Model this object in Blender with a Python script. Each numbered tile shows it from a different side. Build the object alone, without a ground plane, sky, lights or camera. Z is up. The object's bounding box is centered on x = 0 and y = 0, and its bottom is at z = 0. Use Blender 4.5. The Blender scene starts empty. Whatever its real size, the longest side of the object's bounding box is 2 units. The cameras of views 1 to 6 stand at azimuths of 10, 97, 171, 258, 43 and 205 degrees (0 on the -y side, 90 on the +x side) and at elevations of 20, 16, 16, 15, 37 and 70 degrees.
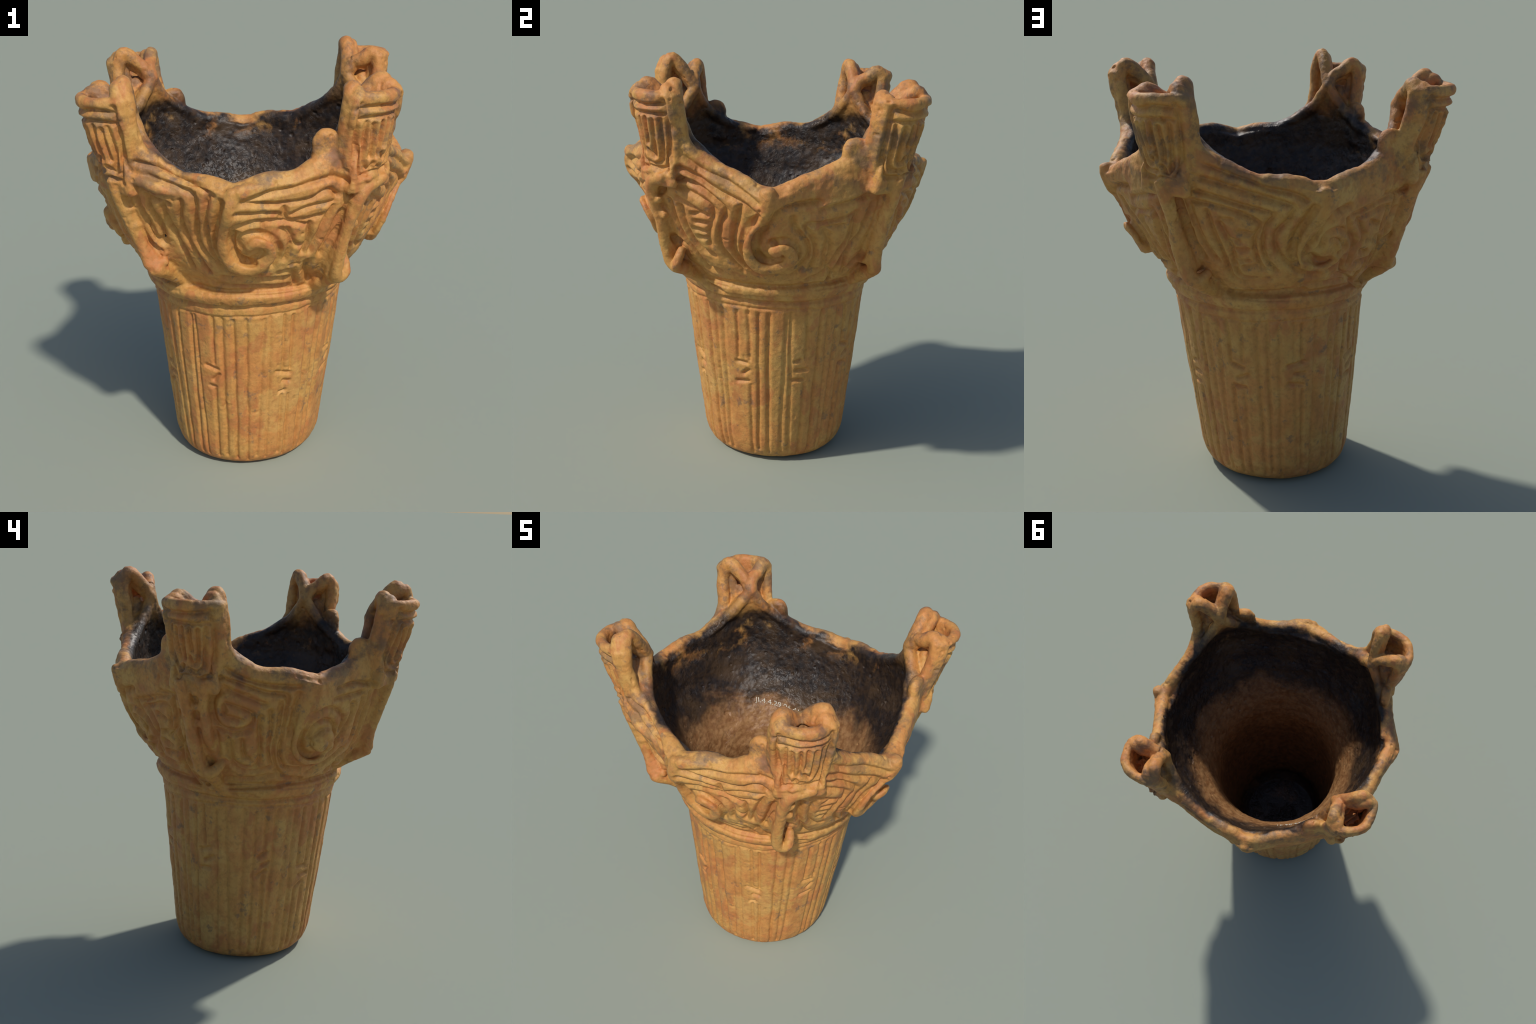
# Coil-built prehistoric clay jar: a ribbed tapering foot, a rolled neck band, a flared wall
# covered with applied clay coils, four scrolls hanging from four rim spouts, and four hollow
# looped handles with stand-off struts below them.
#
# The body is one skin: simple solids (turned wall, tubes of clay) are fused by a voxel remesh,
# the drawn pattern is then pressed in as relief, and the skin is separated into named parts.
import bpy
import math
import numpy as np

RNG = np.random.default_rng(7)
VOXEL = 0.0046


# ------------------------------------------------------------------ vessel profile
def axis_x(z):
    return -0.0625 + 0.0585 * np.clip(np.asarray(z) / 1.5, 0, 1)


def axis_y(z):
    return 0.0255 - 0.0245 * np.clip(np.asarray(z) / 1.5, 0, 1)


OUTER_Z = [0.0, 0.012, 0.045, 0.10, 0.50, 0.86, 0.885, 0.91, 0.935, 0.965, 0.99, 1.008, 1.03, 1.10, 1.28, 1.44, 1.55, 1.70, 1.9]
OUTER_R = [.302, .328, .356, .372, .419, .457, .464, .462, .482, .502, .498, .488, .505, .557, .643, .696, .708, .705, .705]
INNER_Z = [0.11, 0.15, 0.50, 0.85, 0.95, 1.05, 1.15, 1.25, 1.35, 1.50, 1.9]
INNER_R = [.235, .280, .330, .376, .385, .420, .477, .538, .590, .630, .630]

HANDLES = {"a": -38.5, "b": 49.5, "c": 148.5, "d": -129.0}          # azimuths in degrees
CROWN = (-0.001, 0.009)                                                # centre of the ring of handles
SPOUTS = {"ad": -85.0, "ab": 4.0, "bc": 102.5, "cd": -166.5}
SPOUT_REACH = {"ad": 0.056, "ab": 0.072, "bc": 0.070, "cd": 0.056}
LIP = {"ad": 1.590, "ab": 1.535, "bc": 1.568, "cd": 1.600}          # height of the lip in each quarter


def angle_gap(a, b):
    """Signed difference a - b in degrees, wrapped to -180..180."""
    return (np.asarray(a) - b + 180.0) % 360.0 - 180.0


def smooth(e0, e1, x):
    t = np.clip((x - e0) / (e1 - e0), 0, 1)
    return t * t * (3 - 2 * t)


def outer_radius(az, z):
    r = np.interp(z, OUTER_Z, OUTER_R)
    for k, s in SPOUTS.items():
        d = np.abs(angle_gap(az, s))
        r = r + SPOUT_REACH[k] * np.clip(1 - d / 15.0, 0, 1) ** 1.3 * smooth(1.12, 1.54, z)
    for h in HANDLES.values():                                         # the wall is squarish: corners below the handles
        r = r + 0.022 * np.exp(-(angle_gap(az, h) / 24.0) ** 2) * smooth(1.02, 1.22, z)
    # one quarter is flatter than the others, and pushed in beside its strut
    r = r - 0.014 * np.exp(-(angle_gap(az, -86) / 32.0) ** 2) * smooth(0.97, 1.06, z) * (1 - smooth(1.34, 1.52, z))
    r = r - 0.045 * np.exp(-(angle_gap(az, -110) / 12.0) ** 2) * smooth(0.97, 1.06, z) * (1 - smooth(1.32, 1.52, z))
    return r


def inner_radius(az, z):
    r = np.interp(z, INNER_Z, INNER_R)
    for s in SPOUTS.values():
        d = np.abs(angle_gap(az, s))
        r = r + 0.012 * np.clip(1 - d / 20.0, 0, 1) * smooth(1.3, 1.55, z)
    for h in HANDLES.values():
        r = r + 0.036 * np.exp(-(angle_gap(az, h) / 15.0) ** 2) * smooth(1.22, 1.48, z) * (1 - smooth(1.62, 1.80, z))
    r = r - 0.016 * np.exp(-(angle_gap(az, -86) / 34.0) ** 2) * smooth(1.02, 1.15, z)
    return r


def rim_height(az):
    """The lip: low and level at the spouts, sweeping up to an apex at each handle."""
    az = np.asarray(az, float)
    w = {k: np.clip(1.5 - np.abs(angle_gap(az, s)) / 45.0, 0.02, 1) for k, s in SPOUTS.items()}
    z = sum(w[k] * LIP[k] for k in LIP) / sum(w.values())
    for h in HANDLES.values():
        d = np.abs(angle_gap(az, h))
        z = np.maximum(z, np.interp(d, [0, 4, 8, 12, 18, 25, 33, 45],
                                    [1.81, 1.765, 1.705, 1.672, 1.625, 1.590, 1.560, 1.50]))
    for s in SPOUTS.values():
        d = np.abs(angle_gap(az, s))
        z = z - 0.032 * np.clip(1 - d / 11.0, 0, 1)
    return z


# ------------------------------------------------------------------ solids of clay
class Clay:
    """Collects closed solids that are fused into one skin later."""

    def __init__(self):
        self.v, self.f, self.n = [], [], 0

    def add(self, verts, faces):
        verts = np.asarray(verts, float)
        self.v.append(verts)
        self.f += [[i + self.n for i in f] for f in faces]
        self.n += len(verts)


def spline(points, per=6):
    """Catmull-Rom through the control points."""
    p = np.asarray(points, float)
    if len(p) < 3:
        return np.linspace(p[0], p[-1], per * 2)
    q = np.vstack([2 * p[0] - p[1], p, 2 * p[-1] - p[-2]])
    out = []
    for i in range(1, len(q) - 2):
        for t in np.arange(per) / per:
            a, b, c, d = q[i - 1], q[i], q[i + 1], q[i + 2]
            out.append(0.5 * (2 * b + (c - a) * t + (2 * a - 5 * b + 4 * c - d) * t * t
                              + (3 * b - a - 3 * c + d) * t ** 3))
    out.append(p[-1])
    return np.array(out)


TUBES = []          # (kind, path, radius) of every coil, used for naming the parts later


def tube(clay, points, radius, kind=None, sides=12, per=5):
    """A clay coil: points are (x, y, z); radius is one value or one per control point."""
    pts = np.asarray(points, float)
    rad = np.full(len(pts), radius, float) if np.isscalar(radius) else np.asarray(radius, float)
    path = spline(np.column_stack([pts, rad]), per)
    c, r = path[:, :3], np.maximum(path[:, 3], 0.006)
    tang = np.gradient(c, axis=0)
    tang /= np.linalg.norm(tang, axis=1)[:, None] + 1e-9
    # rounded ends
    c = np.vstack([c[0] - tang[0] * r[0] * 0.7, c[0] - tang[0] * r[0] * 0.45, c, c[-1] + tang[-1] * r[-1] * 0.45, c[-1] + tang[-1] * r[-1] * 0.7])
    tang = np.vstack([tang[0], tang[0], tang, tang[-1], tang[-1]])
    r = np.concatenate([[r[0] * 0.5, r[0] * 0.85], r, [r[-1] * 0.85, r[-1] * 0.5]])
    up = np.array([0.13, 0.29, 0.95])
    u = np.cross(tang[0], up)
    u /= np.linalg.norm(u)
    verts, faces, a = [], [], np.linspace(0, 2 * math.pi, sides, endpoint=False)
    for i in range(len(c)):
        u = u - tang[i] * (u @ tang[i])
        u /= np.linalg.norm(u)
        w = np.cross(tang[i], u)
        verts.append(c[i] + r[i] * (np.outer(np.cos(a), u) + np.outer(np.sin(a), w)))
    verts = np.vstack(verts)
    n = len(c)
    for i in range(n - 1):
        for j in range(sides):
            k = (j + 1) % sides
            faces.append([i * sides + j, i * sides + k, (i + 1) * sides + k, (i + 1) * sides + j])
    faces.append(list(range(sides))[::-1])
    faces.append([(n - 1) * sides + j for j in range(sides)])
    clay.add(verts, faces)
    if kind:
        TUBES.append((kind, path[:, :3], float(np.mean(path[:, 3]))))


def on_wall(az, z, out=0.0):
    """A point standing `out` metres off the outer wall."""
    r = outer_radius(az, z) + out
    return (axis_x(z) + r * math.cos(math.radians(az)), axis_y(z) + r * math.sin(math.radians(az)), z)


def polar(az, r, z):
    """A point about the world axis."""
    return (r * math.cos(math.radians(az)) + CROWN[0], r * math.sin(math.radians(az)) + CROWN[1], z)


def vessel(clay):
    n = 540
    az = np.linspace(-180, 180, n, endpoint=False)
    top = rim_height(az)
    rows = []
    for u in np.linspace(0, 1, 90):                                    # outside, foot to lip
        z = np.where(u < 0.65, u / 0.65 * 1.15, 1.15 + (u - 0.65) / 0.35 * (top - 0.022 - 1.15))
        rows.append((outer_radius(az, z), z))
    ro, ri = outer_radius(az, top), inner_radius(az, top)
    for k in (0.25, 0.5, 0.75):                                        # rounded lip
        rows.append((ro + (ri - ro) * k, top - 0.022 * abs(2 * k - 1) ** 2))
    for u in np.linspace(0, 1, 60):                                    # inside, lip to floor
        z = (top - 0.022) + u * (0.11 - (top - 0.022))
        rows.append((inner_radius(az, z), z))
    verts, faces = [], []
    for r, z in rows:
        verts.append(np.column_stack([axis_x(z) + r * np.cos(np.radians(az)), axis_y(z) + r * np.sin(np.radians(az)), z]))
    m = len(rows)
    for i in range(m - 1):
        for j in range(n):
            k = (j + 1) % n
            faces.append([i * n + j, i * n + k, (i + 1) * n + k, (i + 1) * n + j])
    faces.append([j for j in range(n)][::-1])
    faces.append([(m - 1) * n + j for j in range(n)])
    clay.add(np.vstack(verts), faces)


# ------------------------------------------------------------------ handles
# heights of the two lobes (counter-clockwise side, clockwise side) and reach of the slab
HANDLE_SIZE = {"a": (1.975, 1.962, 0.870), "b": (1.983, 1.952, 0.900), "c": (1.977, 1.958, 0.905), "d": (2.003, 1.962, 0.895)}


def handle(clay, key):
    """A hollow handle: a C-shaped upright wall, two lobes vaulting from its ends over to a
    crossing on the inside, two legs running down from the crossing into the lip, an ear."""
    phi = HANDLES[key]
    top_ccw, top_cw, reach = HANDLE_SIZE[key]
    rad = math.radians(phi)
    eo, et = np.array([math.cos(rad), math.sin(rad), 0]), np.array([-math.sin(rad), math.cos(rad), 0])
    jit = lambda s=0.004: RNG.normal(0, s)

    def P(o, t, z):
        return o * eo + t * et + np.array([CROWN[0], CROWN[1], z])

    kind = "handle"
    # upright wall, built of stacked strips
    for z in np.arange(1.545, 1.905, 0.016):
        f = (z - 1.545) / 0.36
        half = np.interp(z, [1.54, 1.60, 1.70, 1.80, 1.91], [0.085, 0.108, 0.122, 0.128, 0.130])
        front = np.interp(z, [1.54, 1.60, 1.75, 1.91], [0.785, 0.812, 0.840 + (reach - .87) * .7, reach]) - 0.024
        back = np.interp(z, [1.54, 1.75, 1.91], [0.69, 0.725, 0.755])
        tilt = -0.014 if key == "d" else 0.0
        left = half - 0.008
        pts = [P(back, -left, z), P(back + (front - back) * 0.35, -left, z), P(front - 0.050 - tilt, -left * 0.80, z), P(front - 0.016 - tilt * .5, -left * 0.42, z),
               P(front, 0, z), P(front - 0.014 + tilt * .5, half * 0.42, z), P(front - 0.048 + tilt, half * 0.80, z),
               P(back + (front - back) * 0.35, half, z), P(back, half, z)]
        tube(clay, pts, 0.025 + 0.002 * f, kind if z > 1.56 else None, sides=10, per=4)
    # core between wall and lip: fills the lower part of the hollow
    for z in np.arange(1.52, 1.785, 0.022):
        half = np.interp(z, [1.52, 1.70, 1.78], [0.10, 0.075, 0.03])
        o = np.interp(z, [1.52, 1.78], [0.70, 0.735])
        tube(clay, [P(o, -half, z), P(o + .01, 0, z), P(o, half, z)], 0.038, None, sides=8, per=3)
        tube(clay, [P(o + .045, -half, z), P(o + .045, half, z)], 0.034, None, sides=8, per=3)
    # crossing point on the inside
    cross = P(0.652, jit(), 1.815)
    for sgn, top in ((1, top_ccw), (-1, top_cw)):
        h = 0.126 if sgn > 0 else 0.119
        a = top - 0.036
        tube(clay, [P(0.705, sgn * h, 1.66), P(0.738, sgn * (h + .002), 1.78), P(0.755, sgn * h * .98, 1.875 + jit()), P(0.742, sgn * 0.092, a), P(0.708, sgn * 0.050, a - 0.035),
                    P(0.675, sgn * 0.020, 1.868), cross], [0.029, 0.032, 0.034, 0.037, 0.035, 0.031, 0.034], kind)
        tube(clay, [P(0.775, sgn * (h - .004), 1.80), P(0.792, sgn * h * .96, 1.880), P(0.778, sgn * 0.092, a - 0.012), P(0.742, sgn * 0.052, a - 0.050),
                    P(0.705, sgn * 0.020, 1.862), P(0.672, 0, 1.825)], 0.032, kind)
        # back of the arched window below the lobe
        tube(clay, [P(0.745, sgn * 0.060, 1.72), P(0.760, sgn * 0.075, 1.84), P(0.772, sgn * 0.086, 1.90)], 0.025, None, sides=8)
        tube(clay, [P(0.750, sgn * 0.098, 1.72), P(0.762, sgn * 0.104, 1.84), P(0.772, sgn * 0.104, 1.88)], 0.022, None, sides=8)
        # leg running down into the lip
        leg = [cross]
        for d in (3.5, 7, 12, 18, 25, 33):
            az = phi + sgn * d
            z = float(rim_height(az))
            leg.append(np.array(polar(az, 0.655 + 0.006 * min(d / 7, 1) + jit(.003), z - 0.012)))
        tube(clay, leg, [0.031, 0.031, 0.031, 0.031, 0.030, 0.026, 0.020], "rim")
    # counter-clockwise side: the wall sweeps down into the lip as a concave web
    def curtain(points, radius, drops):
        for k, dz in enumerate(drops):
            pts = [P(o - 0.10 * dz, t, z - dz * (z - 1.50) / 0.2) for o, t, z in points]
            tube(clay, pts, radius, kind if dz < .07 else None)

    curtain([(0.728, 0.120, 1.77), (0.718, 0.132, 1.70), (0.696, 0.158, 1.652), (0.664, 0.200, 1.615), (0.630, 0.245, 1.585), (0.600, 0.29, 1.558)], [0.026, 0.032, 0.032, 0.030, 0.025, 0.016], np.arange(0, .135, .015))
    # clockwise side: a short shoulder and a rounded ear
    ez = 1.738 if key != "a" else 1.768
    curtain([(0.648, -0.192, ez - 0.06), (0.656, -0.178, ez - 0.032), (0.676, -0.150, ez - 0.030), (0.704, -0.118, ez - 0.05)], [0.028, 0.030, 0.030, 0.028], np.arange(0, .17, .016))


# ------------------------------------------------------------------ struts below the handles
STRUT_Z = [0.93, 0.97, 1.03, 1.07, 1.12, 1.20, 1.30, 1.55, 1.65]
STRUT_R = [.48, .515, .575, .620, .648, .662, .692, .780, .795]


def strut(clay, points, radius, drop=0.0, web=0):
    points = [(az - 1.2, z) for az, z in points]
    pts = [polar(az, float(np.interp(z, STRUT_Z, STRUT_R)) - drop * (i == len(points) - 1), z) for i, (az, z) in enumerate(points)]
    tube(clay, pts, radius, "strut")
    if web:                                                            # clay packed behind the coil
        for f in (0.35, 0.7, 1.0):
            back = []
            for (az, z) in points[:web]:
                r = float(np.interp(z, STRUT_Z, STRUT_R))
                w = float(np.hypot(*on_wall(az, z, -0.015)[:2]))
                back.append(polar(az, r + (w - r) * f, z))
            tube(clay, back, [q * 1.08 for q in radius[:web]])


def struts(clay):
    # each: a long stand-off coil that bends round at the foot into a small pocket
    strut(clay, [(-33, 1.54), (-40, 1.50), (-42.5, 1.41), (-43, 1.29), (-44, 1.18), (-43.5, 1.09), (-41, 1.07), (-38.6, 1.10), (-38, 1.16)],
          [.030, .032, .030, .028, .028, .027, .027, .024, .020], 0.04, 6)
    strut(clay, [(-127.5, 1.585), (-127, 1.49), (-126.5, 1.42), (-125.6, 1.30), (-124.2, 1.21), (-121.8, 1.15), (-118.5, 1.16)],
          [.032, .032, .032, .031, .030, .028, .022], 0.05, 6)
    tube(clay, [polar(-127, .775, 1.585), on_wall(-120, 1.575, .014), on_wall(-113, 1.55, .008), on_wall(-106, 1.525, -.006)], [.030, .026, .024, .018], "strut")
    strut(clay, [(57, 1.59), (51, 1.575), (51.3, 1.46), (51.4, 1.34), (51.4, 1.24), (52.5, 1.15), (55.5, 1.09), (59, 1.12)],
          [.028, .034, .033, .033, .034, .034, .034, .022], 0.06, 6)
    strut(clay, [(145.5, 1.55), (146.1, 1.42), (146.8, 1.30), (147.3, 1.18), (149.6, 1.09), (154.5, 1.09), (158.5, 1.14)],
          [.032, .031, .031, .032, .032, .030, .020], 0.06, 5)
    strut(clay, [(146.5, 1.585), (151.5, 1.58), (153.2, 1.51), (152.6, 1.42), (153.3, 1.28), (153.8, 1.19)],
          [.028, .028, .026, .024, .024, .022], 0.05, 5)
    tube(clay, [polar(149, .735, 1.53), polar(148.6, .690, 1.40), polar(149, .645, 1.26), polar(149.6, .610, 1.18)], .024)
    for az in (52, 54.5):                                              # floor of the pocket beside one strut
        tube(clay, [on_wall(az, 1.54, -.006), on_wall(az, 1.46, -.010), on_wall(az + .5, 1.36, -.012)], .022)
    tube(clay, [on_wall(-121.5, 1.34, -.012), on_wall(-120.5, 1.26, -.010), on_wall(-119, 1.20, -.008)], .022)
    # webs that tie the struts to the wall and to the foot of each handle
    for phi, foot_az, foot_z in ((-41, -42, 1.06), (-127, -121.5, 1.12), (51, 55, 1.07), (149, 151, 1.06)):
        for z, f in ((1.56, 0.0), (1.50, .1), (1.42, .25), (1.34, .4)):
            az = phi + (foot_az - phi) * f * .5
            tube(clay, [on_wall(az, z, -0.02), polar(az, float(np.interp(z, STRUT_Z, STRUT_R)) - .004, z)], 0.026, None, sides=8, per=3)
        tube(clay, [on_wall(foot_az, foot_z - 0.02, -0.03), polar(foot_az, float(np.interp(foot_z, STRUT_Z, STRUT_R)), foot_z + .01)], 0.034, None, sides=8, per=3)
        tube(clay, [polar(foot_az, float(np.interp(foot_z, STRUT_Z, STRUT_R)) - .01, foot_z + .01), on_wall(foot_az, foot_z - 0.06, -0.002), on_wall(foot_az + 3, foot_z - 0.10, -0.024)],
             [0.036, 0.036, 0.022], "strut")


# ------------------------------------------------------------------ scrolls below the spouts
def scroll(clay, points, out, radius):
    pts = [on_wall(az, z, o - 0.032) for (az, z), o in zip(points, out)]
    tube(clay, pts, radius, "scroll")


def scrolls(clay):
    scroll(clay, [(-85.3, 1.54), (-86.2, 1.50), (-86.5, 1.44), (-88.8, 1.34), (-90, 1.26), (-88, 1.195), (-82, 1.16), (-75.6, 1.175), (-71.5, 1.23), (-72.5, 1.29), (-77, 1.31), (-80, 1.28)],
           [.0, .012, .018, .020, .020, .024, .030, .034, .036, .036, .036, .034], [.034, .036, .034, .033, .033, .036, .038, .036, .032, .032, .034, .026])
    scroll(clay, [(-83, 1.545), (-76, 1.555), (-69, 1.55)], [.008, .012, -.004], [.034, .030, .022])
    scroll(clay, [(3.9, 1.51), (3.9, 1.46), (1.9, 1.38), (-2.3, 1.32), (-4, 1.26), (-4, 1.19), (-0.8, 1.145), (6.0, 1.135), (12.0, 1.165), (13, 1.22), (9.5, 1.25), (6.4, 1.23)],
           [.0, .0, .008, .024, .034, .040, .044, .046, .048, .048, .046, .042], [.036, .036, .034, .034, .034, .036, .038, .038, .036, .036, .038, .036])
    scroll(clay, [(102, 1.52), (101, 1.45), (98.3, 1.37), (95.5, 1.30), (94.5, 1.24), (96.7, 1.185), (103, 1.16), (109.9, 1.18), (112.7, 1.24), (110, 1.295), (106, 1.30), (105, 1.26)],
           [.0, .0, .008, .016, .018, .018, .018, .018, .016, .014, .014, .014], [.034, .034, .032, .031, .031, .032, .034, .032, .028, .026, .026, .026])
    scroll(clay, [(-168.5, 1.53), (-170.5, 1.44), (-172, 1.33), (-172.8, 1.24), (-169, 1.175), (-162.3, 1.145), (-156, 1.17), (-154.5, 1.23), (-159.0, 1.29), (-162.5, 1.26), (-160, 1.235)],
           [.0, .0, .012, .022, .026, .030, .032, .034, .036, .040, .044], [.036, .036, .036, .034, .034, .034, .032, .030, .030, .034, .042])


# ------------------------------------------------------------------ pressed-in pattern
GROOVES = []        # (points in azimuth/height, half width, depth)


def groove(*pts):
    GROOVES.append((pts, 0.0235 + RNG.uniform(-.002, .003), 0.0225 + RNG.uniform(-.003, .003)))


def gouge(*pts):
    GROOVES.append((pts, 0.031, 0.031))


def coil_pattern():
    """Seams between the clay coils of the flared wall: azimuth in degrees, height in metres.
    Left of each spout nested chevrons run down from the lip; right of it hairpins and the scroll."""
    # quarter AD
    groove((-115, 1.58), (-104, 1.55), (-99, 1.51), (-100, 1.38), (-101, 1.29), (-97, 1.2), (-91, 1.14)) 
    groove((-118, 1.54), (-110, 1.52), (-104, 1.49), (-106, 1.4), (-106, 1.31), (-104, 1.24), (-101, 1.16), (-99, 1.11)) 
    groove((-93, 1.54), (-95, 1.46), (-96, 1.35), (-96, 1.26), (-92, 1.16), (-84, 1.12), (-75, 1.11)) 
    groove((-89, 1.51), (-90, 1.46), (-93, 1.33), (-93, 1.24), (-90, 1.17)) 
    groove((-119, 1.65), (-109, 1.62), (-101, 1.58), (-96, 1.56), (-92, 1.53)) 
    groove((-117, 1.5), (-109, 1.47)) 
    groove((-111, 1.47), (-112, 1.39), (-111, 1.3), (-109, 1.22), (-108, 1.13)) 
    groove((-117, 1.49), (-117, 1.43), (-116, 1.35), (-117, 1.26)) 
    groove((-122, 1.48), (-121, 1.4), (-120, 1.3), (-117, 1.25)) 
    groove((-129, 1.47), (-126, 1.35), (-123, 1.26), (-119, 1.21)) 
    groove((-82, 1.5), (-74, 1.53), (-67, 1.54), (-59, 1.56), (-53, 1.57), (-50, 1.57), (-46, 1.54), (-44, 1.49)) 
    groove((-82, 1.5), (-72, 1.48), (-67, 1.48), (-59, 1.49), (-53, 1.52), (-49, 1.49)) 
    groove((-84, 1.45), (-78, 1.44), (-70, 1.43), (-69, 1.41)) 
    groove((-68, 1.46), (-67, 1.4), (-62, 1.39), (-54, 1.4)) 
    groove((-65, 1.42), (-59, 1.45), (-50, 1.46)) 
    groove((-85, 1.38), (-78, 1.4), (-68, 1.39), (-58, 1.36)) 
    gouge((-85, 1.35), (-86, 1.29), (-84, 1.22), (-78, 1.18)) 
    groove((-84, 1.27), (-83, 1.33), (-78, 1.35), (-72, 1.32), (-68, 1.26), (-68, 1.2), (-70, 1.16)) 
    groove((-68, 1.35), (-65, 1.31), (-64, 1.26), (-65, 1.19)) 
    groove((-66, 1.35), (-62, 1.27), (-58, 1.26)) 
    groove((-58, 1.37), (-57, 1.28), (-58, 1.22)) 
    groove((-50, 1.44), (-53, 1.33), (-55, 1.22)) 
    groove((-46, 1.41), (-48, 1.3), (-50, 1.2)) 
    groove((-38, 1.47), (-44, 1.38), (-48, 1.24), (-49, 1.19)) 
    groove((-92, 1.09), (-77, 1.08), (-60, 1.07)) 
    groove((-95, 1.04), (-77, 1.03), (-59, 1.02)) 
    groove((-66, 1.11), (-60, 1.11), (-55, 1.02)) 
    gouge((-54, 1.16), (-52, 1.09), (-41, 0.99), (-26, 0.95)) 
    # quarter AB
    groove((-27, 1.65), (-21, 1.59), (-14, 1.56), (-10, 1.54), (-3, 1.49), (0, 1.46)) 
    groove((-32, 1.6), (-25, 1.57), (-18, 1.52), (-11, 1.48), (-5, 1.45), (-1, 1.41)) 
    groove((-30, 1.54), (-22, 1.51), (-16, 1.46), (-12, 1.41), (-15, 1.33), (-17, 1.23), (-13, 1.14), (-9, 1.09)) 
    groove((-33, 1.5), (-24, 1.47), (-17, 1.41), (-21, 1.28), (-22, 1.22)) 
    groove((-6, 1.44), (-8, 1.37), (-10, 1.28), (-11, 1.2), (-8, 1.14), (-2, 1.09), (4, 1.07)) 
    groove((0, 1.4), (-4, 1.33), (-7, 1.25), (-7, 1.16)) 
    groove((-32, 1.44), (-25, 1.4), (-20, 1.37)) 
    groove((-26, 1.37), (-22, 1.38)) 
    groove((-26, 1.33), (-20, 1.33)) 
    groove((-27, 1.29), (-22, 1.28)) 
    groove((-26, 1.25), (-22, 1.25)) 
    gouge((-44, 1.43), (-45, 1.3), (-42, 1.22), (-37, 1.18)) 
    groove((-36, 1.42), (-36, 1.31), (-34, 1.21), (-31, 1.14), (-29, 1.07)) 
    groove((-31, 1.4), (-31, 1.29), (-28, 1.19), (-22, 1.16)) 
    groove((-29, 1.07), (-22, 1.07)) 
    gouge((22, 1.46), (13, 1.45), (8, 1.42), (5, 1.35), (0, 1.29), (-2, 1.23), (0, 1.18), (4, 1.14), (10, 1.16)) 
    gouge((6, 1.27), (10, 1.27), (14, 1.24), (15, 1.19)) 
    groove((17, 1.12), (21, 1.2), (19, 1.27), (14, 1.34), (13, 1.39)) 
    groove((37, 1.39), (28, 1.36), (19, 1.35), (19, 1.32), (22, 1.27), (24, 1.19), (23, 1.11)) 
    groove((33, 1.34), (25, 1.33), (28, 1.3), (28, 1.2), (29, 1.11), (23, 1.1)) 
    groove((44, 1.44), (43, 1.32), (39, 1.21), (37, 1.1), (36, 1.02)) 
    groove((38, 1.4), (37, 1.27), (34, 1.18), (31, 1.08), (24, 1.04)) 
    groove((51, 1.36), (48, 1.2), (44, 1.08)) 
    groove((53, 1.54), (52, 1.44), (51, 1.38)) 
    groove((24, 1.42), (33, 1.45), (42, 1.48)) 
    groove((4, 1.07), (14, 1.07), (19, 1.12)) 
    # quarter BC
    groove((59, 1.68), (62, 1.64), (69, 1.6), (77, 1.57), (84, 1.53), (92, 1.51), (96, 1.48)) 
    groove((57, 1.61), (61, 1.58), (70, 1.54), (78, 1.51), (86, 1.48), (92, 1.45), (90, 1.39), (86, 1.33), (86, 1.25), (90, 1.19), (97, 1.13), (105, 1.11)) 
    groove((53, 1.58), (58, 1.52), (66, 1.49), (74, 1.46), (85, 1.42), (82, 1.36), (81, 1.27), (82, 1.2), (86, 1.14)) 
    groove((56, 1.47), (66, 1.45), (80, 1.38), (78, 1.31), (78, 1.23), (80, 1.16)) 
    gouge((98, 1.45), (96, 1.39), (93, 1.32), (92, 1.25), (94, 1.17)) 
    groove((106, 1.42), (103, 1.36), (99, 1.28), (97, 1.24), (97, 1.2)) 
    gouge((112, 1.44), (107, 1.42)) 
    gouge((100, 1.21), (104, 1.18), (109, 1.18)) 
    groove((103, 1.25), (104, 1.31), (109, 1.34), (117, 1.29), (120, 1.21), (115, 1.18)) 
    groove((107, 1.29), (111, 1.28), (114, 1.24), (112, 1.21)) 
    groove((118, 1.37), (122, 1.31), (123, 1.25), (117, 1.18), (110, 1.13)) 
    groove((139, 1.38), (136, 1.29), (131, 1.24)) 
    groove((146, 1.51), (141, 1.46), (131, 1.46)) 
    groove((125, 1.41), (116, 1.39)) 
    groove((143, 1.26), (136, 1.19), (133, 1.09), (133, 1.02)) 
    groove((151, 1.1), (147, 1.05), (145, 0.99)) 
    groove((65, 1.14), (68, 1.09), (76, 1.08), (83, 1.1)) 
    groove((69, 1.15), (71, 1.11), (78, 1.1)) 
    gouge((60, 1.01), (78, 1.01), (100, 1.02)) 
    groove((99, 1.05), (113, 1.05), (124, 1.04)) 
    groove((67, 1.39), (70, 1.39)) 
    groove((73, 1.34), (77, 1.33)) 
    groove((69, 1.3), (72, 1.29)) 
    groove((71, 1.25), (75, 1.25)) 
    groove((70, 1.19), (75, 1.19)) 
    groove((73, 1.16), (78, 1.17)) 
    gouge((52, 1.5), (54, 1.39), (54, 1.29), (56, 1.21)) 
    groove((56, 1.46), (57, 1.36), (59, 1.26), (62, 1.19)) 
    groove((62, 1.43), (63, 1.33), (65, 1.23), (66, 1.13)) 
    groove((66, 1.37), (69, 1.26), (69, 1.17)) 
    groove((38, 1.4), (39, 1.29), (39, 1.18), (42, 1.08)) 
    groove((25, 1.33), (30, 1.23), (31, 1.12), (38, 1.06)) 
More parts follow.
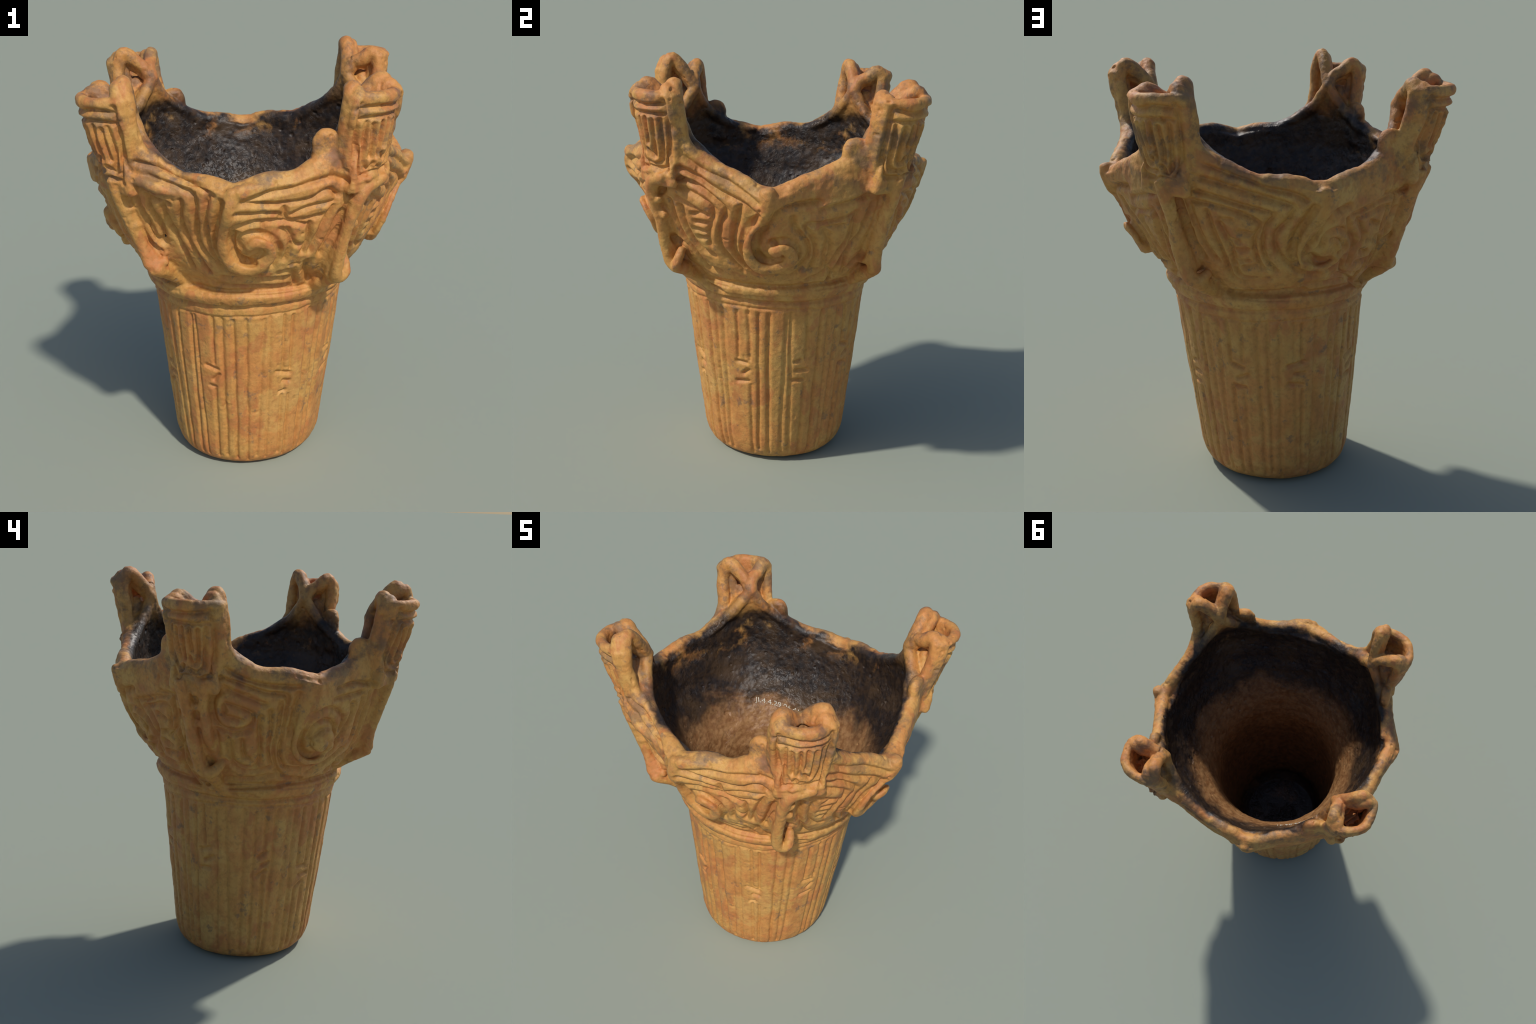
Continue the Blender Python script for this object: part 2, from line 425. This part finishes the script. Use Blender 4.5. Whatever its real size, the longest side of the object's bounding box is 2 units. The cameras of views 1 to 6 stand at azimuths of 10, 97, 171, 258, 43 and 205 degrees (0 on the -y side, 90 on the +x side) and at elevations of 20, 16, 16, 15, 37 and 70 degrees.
    # quarter CD
    groove((159, 1.61), (164, 1.57), (172, 1.54), (-180, 1.53), (-174, 1.53)) 
    groove((156, 1.57), (164, 1.54), (174, 1.5), (-179, 1.49), (-178, 1.44), (-178, 1.31), (-178, 1.19), (-174, 1.11), (-165, 1.09)) 
    groove((159, 1.51), (166, 1.48), (174, 1.44)) 
    groove((-174, 1.5), (-175, 1.42), (-175, 1.28), (-173, 1.18), (-166, 1.11), (-157, 1.1)) 
    groove((176, 1.41), (177, 1.31), (177, 1.19), (180, 1.11)) 
    groove((172, 1.38), (172, 1.31), (173, 1.22), (173, 1.14)) 
    groove((180, 1.45), (-180, 1.34), (179, 1.22), (-179, 1.13), (-177, 1.09)) 
    groove((159, 1.44), (164, 1.42), (169, 1.39), (169, 1.34), (164, 1.31), (157, 1.32), (154, 1.38), (154, 1.46), (157, 1.5)) 
    groove((158, 1.43), (158, 1.38), (161, 1.37), (164, 1.36)) 
    groove((155, 1.31), (162, 1.29), (168, 1.31)) 
    groove((160, 1.25), (160, 1.16), (163, 1.12), (170, 1.1), (173, 1.14)) 
    groove((165, 1.26), (166, 1.17), (168, 1.16)) 
    groove((160, 1.13), (164, 1.09), (171, 1.08), (179, 1.11)) 
    groove((154, 1.3), (154, 1.18)) 
    groove((159, 1.27), (159, 1.18)) 
    groove((155, 1.03), (167, 1.03), (-178, 1.06)) 
    groove((153, 0.97), (170, 0.99), (-173, 1)) 
    groove((-178, 1.09), (-172, 1.04), (-161, 1.02)) 
    gouge((-169, 1.3), (-168, 1.21), (-161, 1.16), (-151, 1.18)) 
    groove((-167, 1.27), (-166, 1.33), (-161, 1.36), (-155, 1.33), (-153, 1.27)) 
    groove((-167, 1.4), (-160, 1.42), (-151, 1.37), (-150, 1.29)) 
    groove((-158, 1.46), (-151, 1.47), (-143, 1.48)) 
    groove((-148, 1.43), (-146, 1.38), (-147, 1.31), (-150, 1.21)) 
    groove((-142, 1.45), (-141, 1.35), (-140, 1.23)) 
    gouge((-133, 1.16), (-141, 1.09), (-143, 1.05)) 
    groove((113, 1.38), (115, 1.32), (119, 1.24), (120, 1.14)) 
    groove((115, 1.39), (128, 1.43), (135, 1.45)) 
    groove((118, 1.36), (133, 1.4), (133, 1.29), (135, 1.21), (137, 1.08)) 
    groove((137, 1.46), (137, 1.32), (138, 1.18), (140, 1.09)) 
    groove((116, 1.17), (119, 1.09), (130, 1.07)) 
    groove((116, 1.09), (126, 1.05), (136, 1), (142, 0.96)) 
    groove((126, 1.34), (130, 1.32)) 
    groove((127, 1.25), (132, 1.26)) 
    groove((125, 1.2), (129, 1.18)) 
    groove((125, 1.14), (132, 1.14))
    groove((-138, 1.47), (-137, 1.33), (-135, 1.2), (-132, 1.1))
    groove((-133, 1.5), (-133, 1.35), (-131, 1.2), (-128, 1.08))
    groove((-140, 1.52), (-149, 1.53), (-157, 1.51))
    groove((-143, 1.18), (-150, 1.11), (-159, 1.06))
    groove((-141, 1.12), (-136, 1.05), (-126, 1.03))


NOTCHES = [(-146, .47), (-103, .53), (-56, .49), (-15, .52), (23, .54), (62, .58), (98, .595), (141, .575), (-179, .565)]


def foot_pattern():
    """Combed vertical lines on the foot, broken by ladder-like notches, and the neck grooves."""
    count = 47
    for i in range(count):
        az = -180 + 360.0 / count * (i + RNG.uniform(-.27, .27))
        top, low = 0.858 + RNG.uniform(-.012, .006), RNG.uniform(.035, .075)
        lean = RNG.normal(0, 0.8)
        wide, deep = RNG.uniform(.0135, .0200), RNG.uniform(.0080, .0150)
        spans = [(low, top)]
        for na, nz in NOTCHES:
            if abs(angle_gap(az, na)) < 5.4:
                spans = [(low, nz - .075 + RNG.uniform(-.01, .01)), (nz + .07 + RNG.uniform(-.01, .01), top)]
        if RNG.random() < .12:
            spans = [(a, b) for a, b in spans if b - a > .5] or spans[-1:]
        for a, b in spans:
            zs = np.linspace(a, b, max(3, int((b - a) / .09)))
            pts = [(az + lean * (z - .45) / .4 + RNG.normal(0, .22), z) for z in zs]
            GROOVES.append((pts, wide, deep))
    for na, nz in NOTCHES:
        for k, dz in enumerate((.052, .0, -.055)):
            s = RNG.uniform(.3, 1.0)
            off = (-.8, 2.0, -.8)[k]
            slope = RNG.uniform(-.010, .016)
            GROOVES.append((((na + off - 4.6 * s, nz + dz - slope), (na + off, nz + dz), (na + off + 4.8 * s, nz + dz + slope)), .0190, .0175))
    # neck: seams above and below the rolled band
    for z, wide, deep in ((1.008, .020, .016), (.915, .018, .013), (.872, .014, .008)):
        ph = RNG.uniform(0, 6)
        pts = [(a, z + .006 * math.sin(math.radians(a) * 2 + ph) + RNG.normal(0, .002)) for a in np.arange(-182, 183, 14)]
        GROOVES.append((pts, wide, deep))
    for a0, a1, z in ((-100, -20, .985), (-30, 20, .945), (30, 100, .985), (120, 170, .95), (-170, -120, .98)):
        GROOVES.append(([(a, z + RNG.normal(0, .004)) for a in np.linspace(a0, a1, 7)], .012, .007))


# hairpins on the upright face of a handle: sideways offset and height
FACE = [
    ((-.125, 1.862), (-.05, 1.868), (.03, 1.862), (.118, 1.868)),
    ((-.120, 1.818), (-.04, 1.822), (.06, 1.816), (.118, 1.822)),
    ((-.118, 1.88), (-.116, 1.78), (-.104, 1.66), (-.085, 1.57)),
    ((.120, 1.88), (.118, 1.78), (.106, 1.66), (.085, 1.57)),
    ((-.088, 1.80), (-.086, 1.70), (-.074, 1.62), (-.050, 1.595), (-.030, 1.62)),
    ((.090, 1.80), (.088, 1.70), (.072, 1.62), (.034, 1.59), (.0, 1.60)),
    ((-.056, 1.79), (-.054, 1.70), (-.050, 1.65)),
    ((.056, 1.79), (.054, 1.70), (.044, 1.64), (.022, 1.63), (.006, 1.66)),
    ((-.022, 1.80), (-.018, 1.72), (-.016, 1.65)),
    ((.020, 1.80), (.018, 1.72), (.016, 1.69)),
    ((-.085, 1.560), (-.02, 1.573), (.04, 1.567), (.09, 1.585)),
]


def segment_distance(px, py, pts):
    best = np.full(len(px), 1e9)
    for (ax, ay), (bx, by) in zip(pts[:-1], pts[1:]):
        dx, dy = bx - ax, by - ay
        t = np.clip(((px - ax) * dx + (py - ay) * dy) / (dx * dx + dy * dy + 1e-12), 0, 1)
        best = np.minimum(best, (px - ax - t * dx) ** 2 + (py - ay - t * dy) ** 2)
    return np.sqrt(best)


def value_noise(p, scale, seed):
    """Smooth lattice noise in -1..1, vectorised."""
    rng = np.random.default_rng(seed)
    table = rng.uniform(-1, 1, 4096)
    q = p / scale + 1000.0
    i = np.floor(q).astype(np.int64)
    f = q - i
    f = f * f * (3 - 2 * f)
    out = np.zeros(len(p))
    for dx in (0, 1):
        for dy in (0, 1):
            for dz in (0, 1):
                h = ((i[:, 0] + dx) * 73856093 ^ (i[:, 1] + dy) * 19349663 ^ (i[:, 2] + dz) * 83492791) & 4095
                w = (f[:, 0] if dx else 1 - f[:, 0]) * (f[:, 1] if dy else 1 - f[:, 1]) * (f[:, 2] if dz else 1 - f[:, 2])
                out += table[h] * w
    return out


def relief(v, nrm, d_strut):
    """Inward depth of the pressed pattern at each vertex."""
    z = v[:, 2]
    x, y = v[:, 0] - axis_x(z), v[:, 1] - axis_y(z)
    r = np.hypot(x, y)
    az = np.degrees(np.arctan2(y, x))
    ro, ri = outer_radius(az, z), inner_radius(az, z)
    facing = (nrm[:, 0] * x + nrm[:, 1] * y) / (r + 1e-9)
    proud = r - ro
    wall = (facing > -0.15) & (r > ri + 0.6 * (ro - ri)) & (proud < 0.05) & (z < 1.70) & (z > 0.02)
    depth = np.zeros(len(v))
    idx = np.where(wall)[0]
    waz, wz, wr = az[idx], z[idx], np.interp(z[idx], OUTER_Z, OUTER_R)
    fade = (1 - smooth(0.020, 0.042, proud[idx])) * smooth(0.0, 0.016, d_strut[idx])
    d_all = np.zeros(len(idx))
    for pts, wide, deep in GROOVES:
        path = spline(pts, 4)
        raw = np.array(pts, float)
        if np.max(np.abs(np.diff(raw[:, 0]))) > 180:                   # crosses the back seam
            raw[:, 0] = np.where(raw[:, 0] < 0, raw[:, 0] + 360, raw[:, 0])
            path = spline(raw, 4)
        R = float(np.interp(path[:, 1].mean(), OUTER_Z, OUTER_R))
        mid = 0.5 * (path[:, 0].min() + path[:, 0].max())
        half = 0.5 * (path[:, 0].max() - path[:, 0].min()) + math.degrees(wide / R) + 1
        ga = angle_gap(waz, mid)
        sel = np.where((np.abs(ga) < half) & (wz > path[:, 1].min() - wide) & (wz < path[:, 1].max() + wide))[0]
        if len(sel) == 0:
            continue
        k = math.radians(1) * R
        d = segment_distance(ga[sel] * k, wz[sel] * 1.08, np.column_stack([(path[:, 0] - mid) * k, path[:, 1] * 1.08]))
        d_all[sel] = np.maximum(d_all[sel], deep * np.clip(1 - d / wide, 0, 1) ** 1.4)
    depth[idx] = d_all * fade
    # faces of the handles
    wr = np.hypot(v[:, 0] - CROWN[0], v[:, 1] - CROWN[1])
    waz = np.degrees(np.arctan2(v[:, 1] - CROWN[1], v[:, 0] - CROWN[0]))
    for n, (key, phi) in enumerate(HANDLES.items()):
        ga = np.radians(angle_gap(waz, phi))
        o, t = wr * np.cos(ga), wr * np.sin(ga)
        no = nrm[:, 0] * math.cos(math.radians(phi)) + nrm[:, 1] * math.sin(math.radians(phi))
        sel = np.where((np.abs(t) < .16) & (z > 1.54) & (o > .735) & (no > -0.05))[0]
        flip = -1 if n % 2 else 1
        rng = np.random.default_rng(40 + n)
        for g in FACE:
            gp = spline([(flip * a * rng.uniform(.92, 1.06) + rng.normal(0, .003), b + rng.normal(0, .004)) for a, b in g], 4)
            d = segment_distance(t[sel], z[sel], gp)
            depth[sel] = np.maximum(depth[sel], 0.023 * np.clip(1 - d / .020, 0, 1) ** 1.4)
    return depth


# ------------------------------------------------------------------ fuse, press, separate
def fused_skin(clay):
    me = bpy.data.meshes.new("raw_clay")
    me.from_pydata(np.vstack(clay.v).tolist(), [], clay.f)
    ob = bpy.data.objects.new("raw_clay", me)
    bpy.context.scene.collection.objects.link(ob)
    mod = ob.modifiers.new("fuse", 'REMESH')
    mod.mode = 'VOXEL'
    mod.voxel_size = VOXEL
    mod.adaptivity = 0.0
    dg = bpy.context.evaluated_depsgraph_get()
    skin = bpy.data.meshes.new_from_object(ob.evaluated_get(dg))
    bpy.data.objects.remove(ob)
    bpy.data.meshes.remove(me)
    return skin


def get(me, coll, attr, n, dtype=np.float32):
    a = np.empty(len(coll) * n, dtype)
    coll.foreach_get(attr, a)
    return a.reshape(-1, n) if n > 1 else a


def relax(v, e, times, amount=0.5):
    n = len(v)
    deg = np.bincount(e.ravel(), minlength=n).astype(float)[:, None]
    for _ in range(times):
        s = np.empty_like(v)
        for c in range(3):
            s[:, c] = np.bincount(e[:, 0], v[e[:, 1], c], n) + np.bincount(e[:, 1], v[e[:, 0], c], n)
        v = v + amount * (s / np.maximum(deg, 1) - v)
    return v


def near(v, kind):
    """Distance from each vertex to the surface of the coils of one kind."""
    d = np.full(len(v), 1e9)
    for k, path, rad in TUBES:
        if k != kind:
            continue
        lo, hi = path.min(0) - rad - .02, path.max(0) + rad + .02
        sel = np.where(np.all((v > lo) & (v < hi), axis=1))[0]
        if len(sel) == 0:
            continue
        best = np.full(len(sel), 1e9)
        for a, b in zip(path[:-1], path[1:]):
            ab = b - a
            t = np.clip(((v[sel] - a) @ ab) / (ab @ ab + 1e-12), 0, 1)
            best = np.minimum(best, np.sum((v[sel] - a - t[:, None] * ab) ** 2, axis=1))
        d[sel] = np.minimum(d[sel], np.sqrt(best) - rad)
    return d


def build():
    clay = Clay()
    vessel(clay)
    lip = []
    for az in np.arange(-180, 181, 5.0):
        z = float(rim_height(az))
        near_handle = min(abs(float(angle_gap(az, q))) for q in HANDLES.values()) < 9
        r = 0.5 * (float(outer_radius(az, z)) + float(inner_radius(az, z)))
        lip.append((axis_x(z) + r * math.cos(math.radians(az)), axis_y(z) + r * math.sin(math.radians(az)), z - (.045 if near_handle else .020)))
    tube(clay, lip, 0.040, "rim", sides=14, per=3)
    scrolls(clay)
    struts(clay)
    for key in HANDLES:
        handle(clay, key)
    coil_pattern()
    foot_pattern()

    skin = fused_skin(clay)
    v = get(skin, skin.vertices, "co", 3).astype(float)
    e = get(skin, skin.edges, "vertices", 2, np.int32)
    v = relax(v, e, 4)
    skin.vertices.foreach_set("co", v.astype(np.float32).ravel())
    skin.update()
    nrm = get(skin, skin.vertex_normals, "vector", 3).astype(float)
    depth = relief(v, nrm, near(v, "strut"))
    lumps = 0.0045 * value_noise(v, 0.09, 1) + 0.0028 * value_noise(v, 0.038, 2) + 0.0016 * value_noise(v, 0.016, 3)
    pits = value_noise(v, 0.021, 5) * value_noise(v, 0.055, 6)
    lumps -= 0.006 * smooth(0.28, 0.5, pits)
    foot = (v[:, 2] < 0.85)
    lumps = np.where(foot, lumps * 0.45, lumps)
    v = v + nrm * (lumps - depth)[:, None]
    v = relax(v, e, 1, 0.35)
    v[:, 2] = np.maximum(v[:, 2], 0.0)
    v[:, 2] -= v[:, 2].min()
    skin.vertices.foreach_set("co", v.astype(np.float32).ravel())
    skin.update()
    nrm = get(skin, skin.vertex_normals, "vector", 3)

    # which part each vertex belongs to
    z = v[:, 2]
    x, y = v[:, 0] - axis_x(z), v[:, 1] - axis_y(z)
    r = np.hypot(x, y)
    az = np.degrees(np.arctan2(y, x))
    ro, ri = outer_radius(az, z), inner_radius(az, z)
    names = ["foot", "neck_band", "flared_wall", "inner_wall", "rim"]
    part = np.where(z < 0.868, 0, np.where(z < 1.012, 1, 2))
    inside = r < 0.5 * (ro + ri)
    part[inside & (z > 0.02)] = 3
    lip = (z > rim_height(az) - 0.045) & (z > 1.4)
    part[lip] = 4
    waz, wr = np.degrees(np.arctan2(v[:, 1] - CROWN[1], v[:, 0] - CROWN[0])), np.hypot(v[:, 0] - CROWN[0], v[:, 1] - CROWN[1])

    d_scroll, d_strut, d_handle = near(v, "scroll"), near(v, "strut"), near(v, "handle")
    sc = (d_scroll < 0.008) & (z < 1.52) & ~inside & (r - ro > -0.02)
    st = (d_strut < 0.008) & (z < 1.60) & ~inside
    ha = (d_handle < 0.010) & (z > 1.565)
    groups = list(names)
    for key, s in SPOUTS.items():
        part[sc & (np.abs(angle_gap(az, s)) < 45)] = len(groups)
        groups.append("scroll")
    for key, h in HANDLES.items():
        m = np.abs(angle_gap(waz, h)) < 45
        part[st & m] = len(groups)
        groups.append("strut")
        part[ha & m] = len(groups)
        groups.append("handle")
        box = m & (wr > .675) & (z > 1.62) & (np.abs(angle_gap(waz, h)) < 13)
        part[box] = len(groups) - 1

    tot = get(skin, skin.polygons, "loop_total", 1, np.int32)
    start = get(skin, skin.polygons, "loop_start", 1, np.int32)
    lv = get(skin, skin.loops, "vertex_index", 1, np.int32)
    fpart = np.max(np.stack([part[lv[start + k % tot]] for k in range(4)]), axis=0)

    label = np.arange(len(v))                                           # drop closed hollows inside the clay
    while True:
        m = np.minimum(label[e[:, 0]], label[e[:, 1]])
        new = label.copy()
        np.minimum.at(new, e[:, 0], m)
        np.minimum.at(new, e[:, 1], m)
        for _ in range(4):
            new = new[new]
        if np.array_equal(new, label):
            break
        label = new
    biggest = np.bincount(label).argmax()
    fpart = np.where(label[lv[start]] == biggest, fpart, -1)

    root = bpy.data.objects.new("clay_jar", None)
    bpy.context.scene.collection.objects.link(root)
    root["label"] = "ancient orange clay jar with flared coil-patterned rim and handles"
    root["category"] = "clay pot"
    plain, sooty, burnt = clay_material("fired_clay", 0), clay_material("sooty_clay", 1), clay_material("burnt_clay", 2)
    finish = {"inner_wall": burnt, "rim": sooty, "handle": sooty}
    for g, name in enumerate(groups):
        fs = np.where(fpart == g)[0]
        if len(fs) == 0:
            continue
        t = tot[fs]
        loops = np.concatenate([lv[start[f]:start[f] + n] for f, n in zip(fs, t)]) if np.any(t != 4) else lv[(start[fs][:, None] + np.arange(4)).ravel()]
        used, inv = np.unique(loops, return_inverse=True)
        me = bpy.data.meshes.new(name)
        me.vertices.add(len(used))
        me.vertices.foreach_set("co", v[used].astype(np.float32).ravel())
        me.loops.add(len(loops))
        me.loops.foreach_set("vertex_index", inv.astype(np.int32).ravel())
        me.polygons.add(len(fs))
        me.polygons.foreach_set("loop_start", np.concatenate([[0], np.cumsum(t)[:-1]]).astype(np.int32))
        me.polygons.foreach_set("use_smooth", np.ones(len(fs), bool))
        me.update(calc_edges=True)
        me.validate()
        me.normals_split_custom_set_from_vertices(nrm[used].tolist())
        me.materials.append(finish.get(name, plain))
        ob = bpy.data.objects.new(name, me)
        bpy.context.scene.collection.objects.link(ob)
        ob.parent = root
    bpy.data.meshes.remove(skin)
    inventory_number(root)


# ------------------------------------------------------------------ materials
class Nodes:
    def __init__(self, mat):
        mat.use_nodes = True
        self.t = mat.node_tree
        self.t.nodes.clear()

    def new(self, kind, **kw):
        n = self.t.nodes.new(kind)
        for k, val in kw.items():
            setattr(n, k, val)
        return n

    def link(self, a, b):
        self.t.links.new(a, b)

    def put(self, sock, val):
        if hasattr(val, "is_output"):
            self.link(val, sock)
        else:
            sock.default_value = val

    def math(self, op, a, b=0.0, c=None, clamp=False):
        n = self.new("ShaderNodeMath", operation=op, use_clamp=clamp)
        self.put(n.inputs[0], a)
        self.put(n.inputs[1], b)
        if c is not None:
            self.put(n.inputs[2], c)
        return n.outputs[0]

    def noise(self, vec, scale, detail=4.0, rough=0.55, dist=0.0):
        n = self.new("ShaderNodeTexNoise")
        self.put(n.inputs["Vector"], vec)
        n.inputs["Scale"].default_value = scale
        n.inputs["Detail"].default_value = detail
        n.inputs["Roughness"].default_value = rough
        n.inputs["Distortion"].default_value = dist
        return n.outputs["Fac"]

    def step(self, val, lo, hi):
        n = self.new("ShaderNodeMapRange", interpolation_type='SMOOTHSTEP')
        self.put(n.inputs[0], val)
        n.inputs[1].default_value, n.inputs[2].default_value = lo, hi
        return n.outputs[0]

    def mix(self, fac, a, b, mode='MIX'):
        n = self.new("ShaderNodeMix", data_type='RGBA', blend_type=mode)
        self.put(n.inputs[0], fac)
        for s, val in ((n.inputs[6], a), (n.inputs[7], b)):
            if isinstance(val, tuple):
                s.default_value = (*val, 1)
            else:
                self.link(val, s)
        return n.outputs[2]

    def shift(self, vec, off, scale=(1, 1, 1)):
        n = self.new("ShaderNodeMapping")
        self.link(vec, n.inputs[0])
        n.inputs["Location"].default_value = off
        n.inputs["Scale"].default_value = scale
        return n.outputs[0]


def clay_material(name, burn):
    """burn 0: bare outside; 1: soot where it reaches over the lip; 2: the blackened inside."""
    mat = bpy.data.materials.new(name)
    N = Nodes(mat)
    pos = N.new("ShaderNodeTexCoord").outputs["Object"]
    sep = N.new("ShaderNodeSeparateXYZ")
    N.link(pos, sep.inputs[0])
    X, Y, Z = sep.outputs

    # fired clay: ochre ground, orange-red and pale yellow patches, grey-brown smudges, grain
    big = N.noise(pos, 3.2, 5, .6, .4)
    patch = N.noise(N.shift(pos, (3.1, 7.7, 1.3), (1, 1, .7)), 6.5, 3, .5, .3)
    col = N.mix(N.step(big, .38, .66), (.535, .272, .072), (.565, .238, .066))
    col = N.mix(N.math('MULTIPLY', N.step(patch, .545, .585), .6), col, (.460, .155, .052))
    pale = N.noise(N.shift(pos, (9.2, 2.2, 5.1)), 5.0, 4, .6)
    col = N.mix(N.math('MULTIPLY', N.step(pale, .53, .64), .6), col, (.590, .345, .104))
    grain = N.noise(N.shift(pos, (8.3, 6.1, 2.7), (1, 1, .55)), 19, 5, .65, .3)
    col = N.mix(N.math('MULTIPLY', N.step(grain, .50, .66), .55), col, (.430, .160, .046))
    col = N.mix(N.math('MULTIPLY', N.step(grain, .50, .36), .40), col, (.585, .340, .102))
    mott = N.noise(pos, 42, 5, .65)
    col = N.mix(N.math('MULTIPLY', N.step(mott, .44, .72), .6), col, (.350, .165, .046))
    smudge = N.math('MULTIPLY', N.step(N.noise(N.shift(pos, (1.7, 4.4, 8.8)), 17, 5, .65), .575, .69), .6)
    col = N.mix(smudge, col, (.165, .110, .072))
    speck = N.step(N.noise(N.shift(pos, (5.5, 0.4, 2.9)), 95, 3, .6), .66, .74)
    col = N.mix(N.math('MULTIPLY', speck, .5), col, (.130, .080, .050))

    grime = N.math('MULTIPLY', N.step(N.noise(N.shift(pos, (7.7, 1.1, 3.6)), 8, 6, .68), .47, .63), N.step(Z, 1.44, 1.60))
    col = N.mix(N.math('MULTIPLY', grime, .62), col, (.115, .078, .058))

    # soot from the hearth: everything that lies inside the wall, ragged along the lip
    ax = N.math('MULTIPLY_ADD', N.math('MINIMUM', Z, 1.5), .0585 / 1.5, -.0625)
    ay = N.math('MULTIPLY_ADD', N.math('MINIMUM', Z, 1.5), -.0245 / 1.5, .0255)
    dx, dy = N.math('SUBTRACT', X, ax), N.math('SUBTRACT', Y, ay)
    R = N.math('SQRT', N.math('ADD', N.math('MULTIPLY', dx, dx), N.math('MULTIPLY', dy, dy)))
    ramp = N.new("ShaderNodeValToRGB")
    stops = [(.0, .0), (.05, .0), (.07, .30), (.50, .372), (.86, .415), (1.0, .438), (1.15, .525), (1.30, .592), (1.50, .648), (1.60, .655), (1.9, .655)]
    el = ramp.color_ramp.elements
    while len(el) < len(stops):
        el.new(.5)
    for s, (h, val) in zip(el, stops):
        s.position = h / 2
        s.color = (val, val, val, 1)
    N.link(N.math('MULTIPLY', Z, .5), ramp.inputs[0])
    # the opening is squarish: it reaches further out below the four handles
    turn = N.math('COSINE', N.math('MULTIPLY', N.math('SUBTRACT', N.math('ARCTAN2', dy, dx), math.radians(53)), 4.0))
    corner = N.math('MULTIPLY', N.math('MULTIPLY', N.math('MAXIMUM', turn, 0.0), N.step(Z, 1.2, 1.48)), .034)
    inset = N.math('SUBTRACT', N.math('ADD', N.math('ADD', ramp.outputs[0], corner), .008), R)
    rag = N.noise(pos, 9, 5, .6)
    edge = N.math('MULTIPLY_ADD', N.math('SUBTRACT', rag, .5), .13, inset)
    soot = N.step(edge, -.012, .022)
    high = N.step(N.math('MULTIPLY_ADD', N.math('SUBTRACT', rag, .5), .3, Z), 1.64, 1.79)
    soot = N.math('MULTIPLY', soot, N.math('SUBTRACT', 1.0, N.math('MULTIPLY', high, .85)))

    if burn == 0:
        soot = N.math('MULTIPLY', soot, 0.0)
    if burn == 2:
        soot = N.math('MAXIMUM', soot, N.math('SUBTRACT', 1.0, N.step(N.math('MULTIPLY_ADD', N.math('SUBTRACT', rag, .5), .25, Z), 1.44, 1.54)))

    # inside colours: black tar above, scorched brown and bare tan bands lower down
    sn = N.noise(N.shift(pos, (2.2, 8.1, 0.6)), 4.2, 6, .62, .5)
    sn2 = N.noise(pos, 30, 5, .65)
    zz = N.math('MULTIPLY_ADD', N.math('SUBTRACT', sn, .5), .45, Z)
    tar = N.mix(N.step(sn2, .38, .68), (.016, .012, .011), (.048, .029, .017))
    tar = N.mix(N.math('MULTIPLY', N.step(sn, .50, .66), .55), tar, (.085, .050, .024))
    bare = N.mix(N.step(sn2, .35, .65), (.210, .095, .036), (.335, .180, .076))
    deep = N.mix(N.step(sn2, .35, .65), (.125, .060, .024), (.235, .118, .052))
    ic = N.mix(N.step(zz, 1.10, 1.27), bare, tar)
    ic = N.mix(N.step(zz, .76, .90), deep, ic)
    ic = N.mix(N.step(zz, .10, .26), (.022, .015, .012), ic)
    col = N.mix(soot, col, ic)

    # relief finer than the mesh
    b1 = N.noise(pos, 60, 6, .65)
    b2 = N.noise(pos, 210, 3, .6)
    flake = N.step(N.noise(N.shift(pos, (4, 1, 7)), 34, 5, .7, .8), .47, .56)
    crustm = N.math('MULTIPLY', N.math('MULTIPLY', flake, soot), N.step(N.noise(N.shift(pos, (6, 6, 1)), 5, 3), .47, .58))
    h = N.math('ADD', N.math('MULTIPLY_ADD', b2, .25, b1), N.math('MULTIPLY', crustm, .8))
    bump = N.new("ShaderNodeBump")
    bump.inputs["Strength"].default_value = .5
    bump.inputs["Distance"].default_value = .006
    N.link(h, bump.inputs["Height"])

    p = N.new("ShaderNodeBsdfPrincipled")
    N.link(col, p.inputs["Base Color"])
    rough = N.math('MULTIPLY_ADD', soot, -.20, N.math('MULTIPLY_ADD', mott, .2, .47))
    N.link(rough, p.inputs["Roughness"])
    p.inputs["Specular IOR Level"].default_value = .4
    N.link(bump.outputs[0], p.inputs["Normal"])
    out = N.new("ShaderNodeOutputMaterial")
    N.link(p.outputs[0], out.inputs[0])
    return mat


def inventory_number(root):
    """A small number in white paint on the inner wall."""
    cu = bpy.data.curves.new("inventory_number", 'FONT')
    cu.body = "JI.4.4.29.06.41"
    cu.size = 0.034
    cu.extrude = 0.0006
    cu.resolution_u = 3
    ob = bpy.data.objects.new("inventory_number", cu)
    bpy.context.scene.collection.objects.link(ob)
    dg = bpy.context.evaluated_depsgraph_get()
    me = bpy.data.meshes.new_from_object(ob.evaluated_get(dg))
    bpy.data.objects.remove(ob)
    bpy.data.curves.remove(cu)
    me.name = "inventory_number"
    width = max(p.co.x for p in me.vertices)
    for p in me.vertices:
        u, w, d = p.co.x / width, p.co.y, p.co.z
        z = 1.185 - 0.052 * u + w
        az = 146.0 - 30.0 * u
        r = float(inner_radius(az, z)) - 0.004 - d
        a = math.radians(az)
        p.co = (float(axis_x(z)) + r * math.cos(a), float(axis_y(z)) + r * math.sin(a), z)
    mat = bpy.data.materials.new("white_paint")
    N = Nodes(mat)
    p = N.new("ShaderNodeBsdfPrincipled")
    n = N.noise(N.new("ShaderNodeTexCoord").outputs["Object"], 140, 3)
    N.link(N.mix(N.step(n, .4, .65), (.62, .58, .48), (.30, .24, .17)), p.inputs["Base Color"])
    p.inputs["Roughness"].default_value = .6
    out = N.new("ShaderNodeOutputMaterial")
    N.link(p.outputs[0], out.inputs[0])
    me.materials.append(mat)
    ob = bpy.data.objects.new("inventory_number", me)
    bpy.context.scene.collection.objects.link(ob)
    ob.parent = root


build()
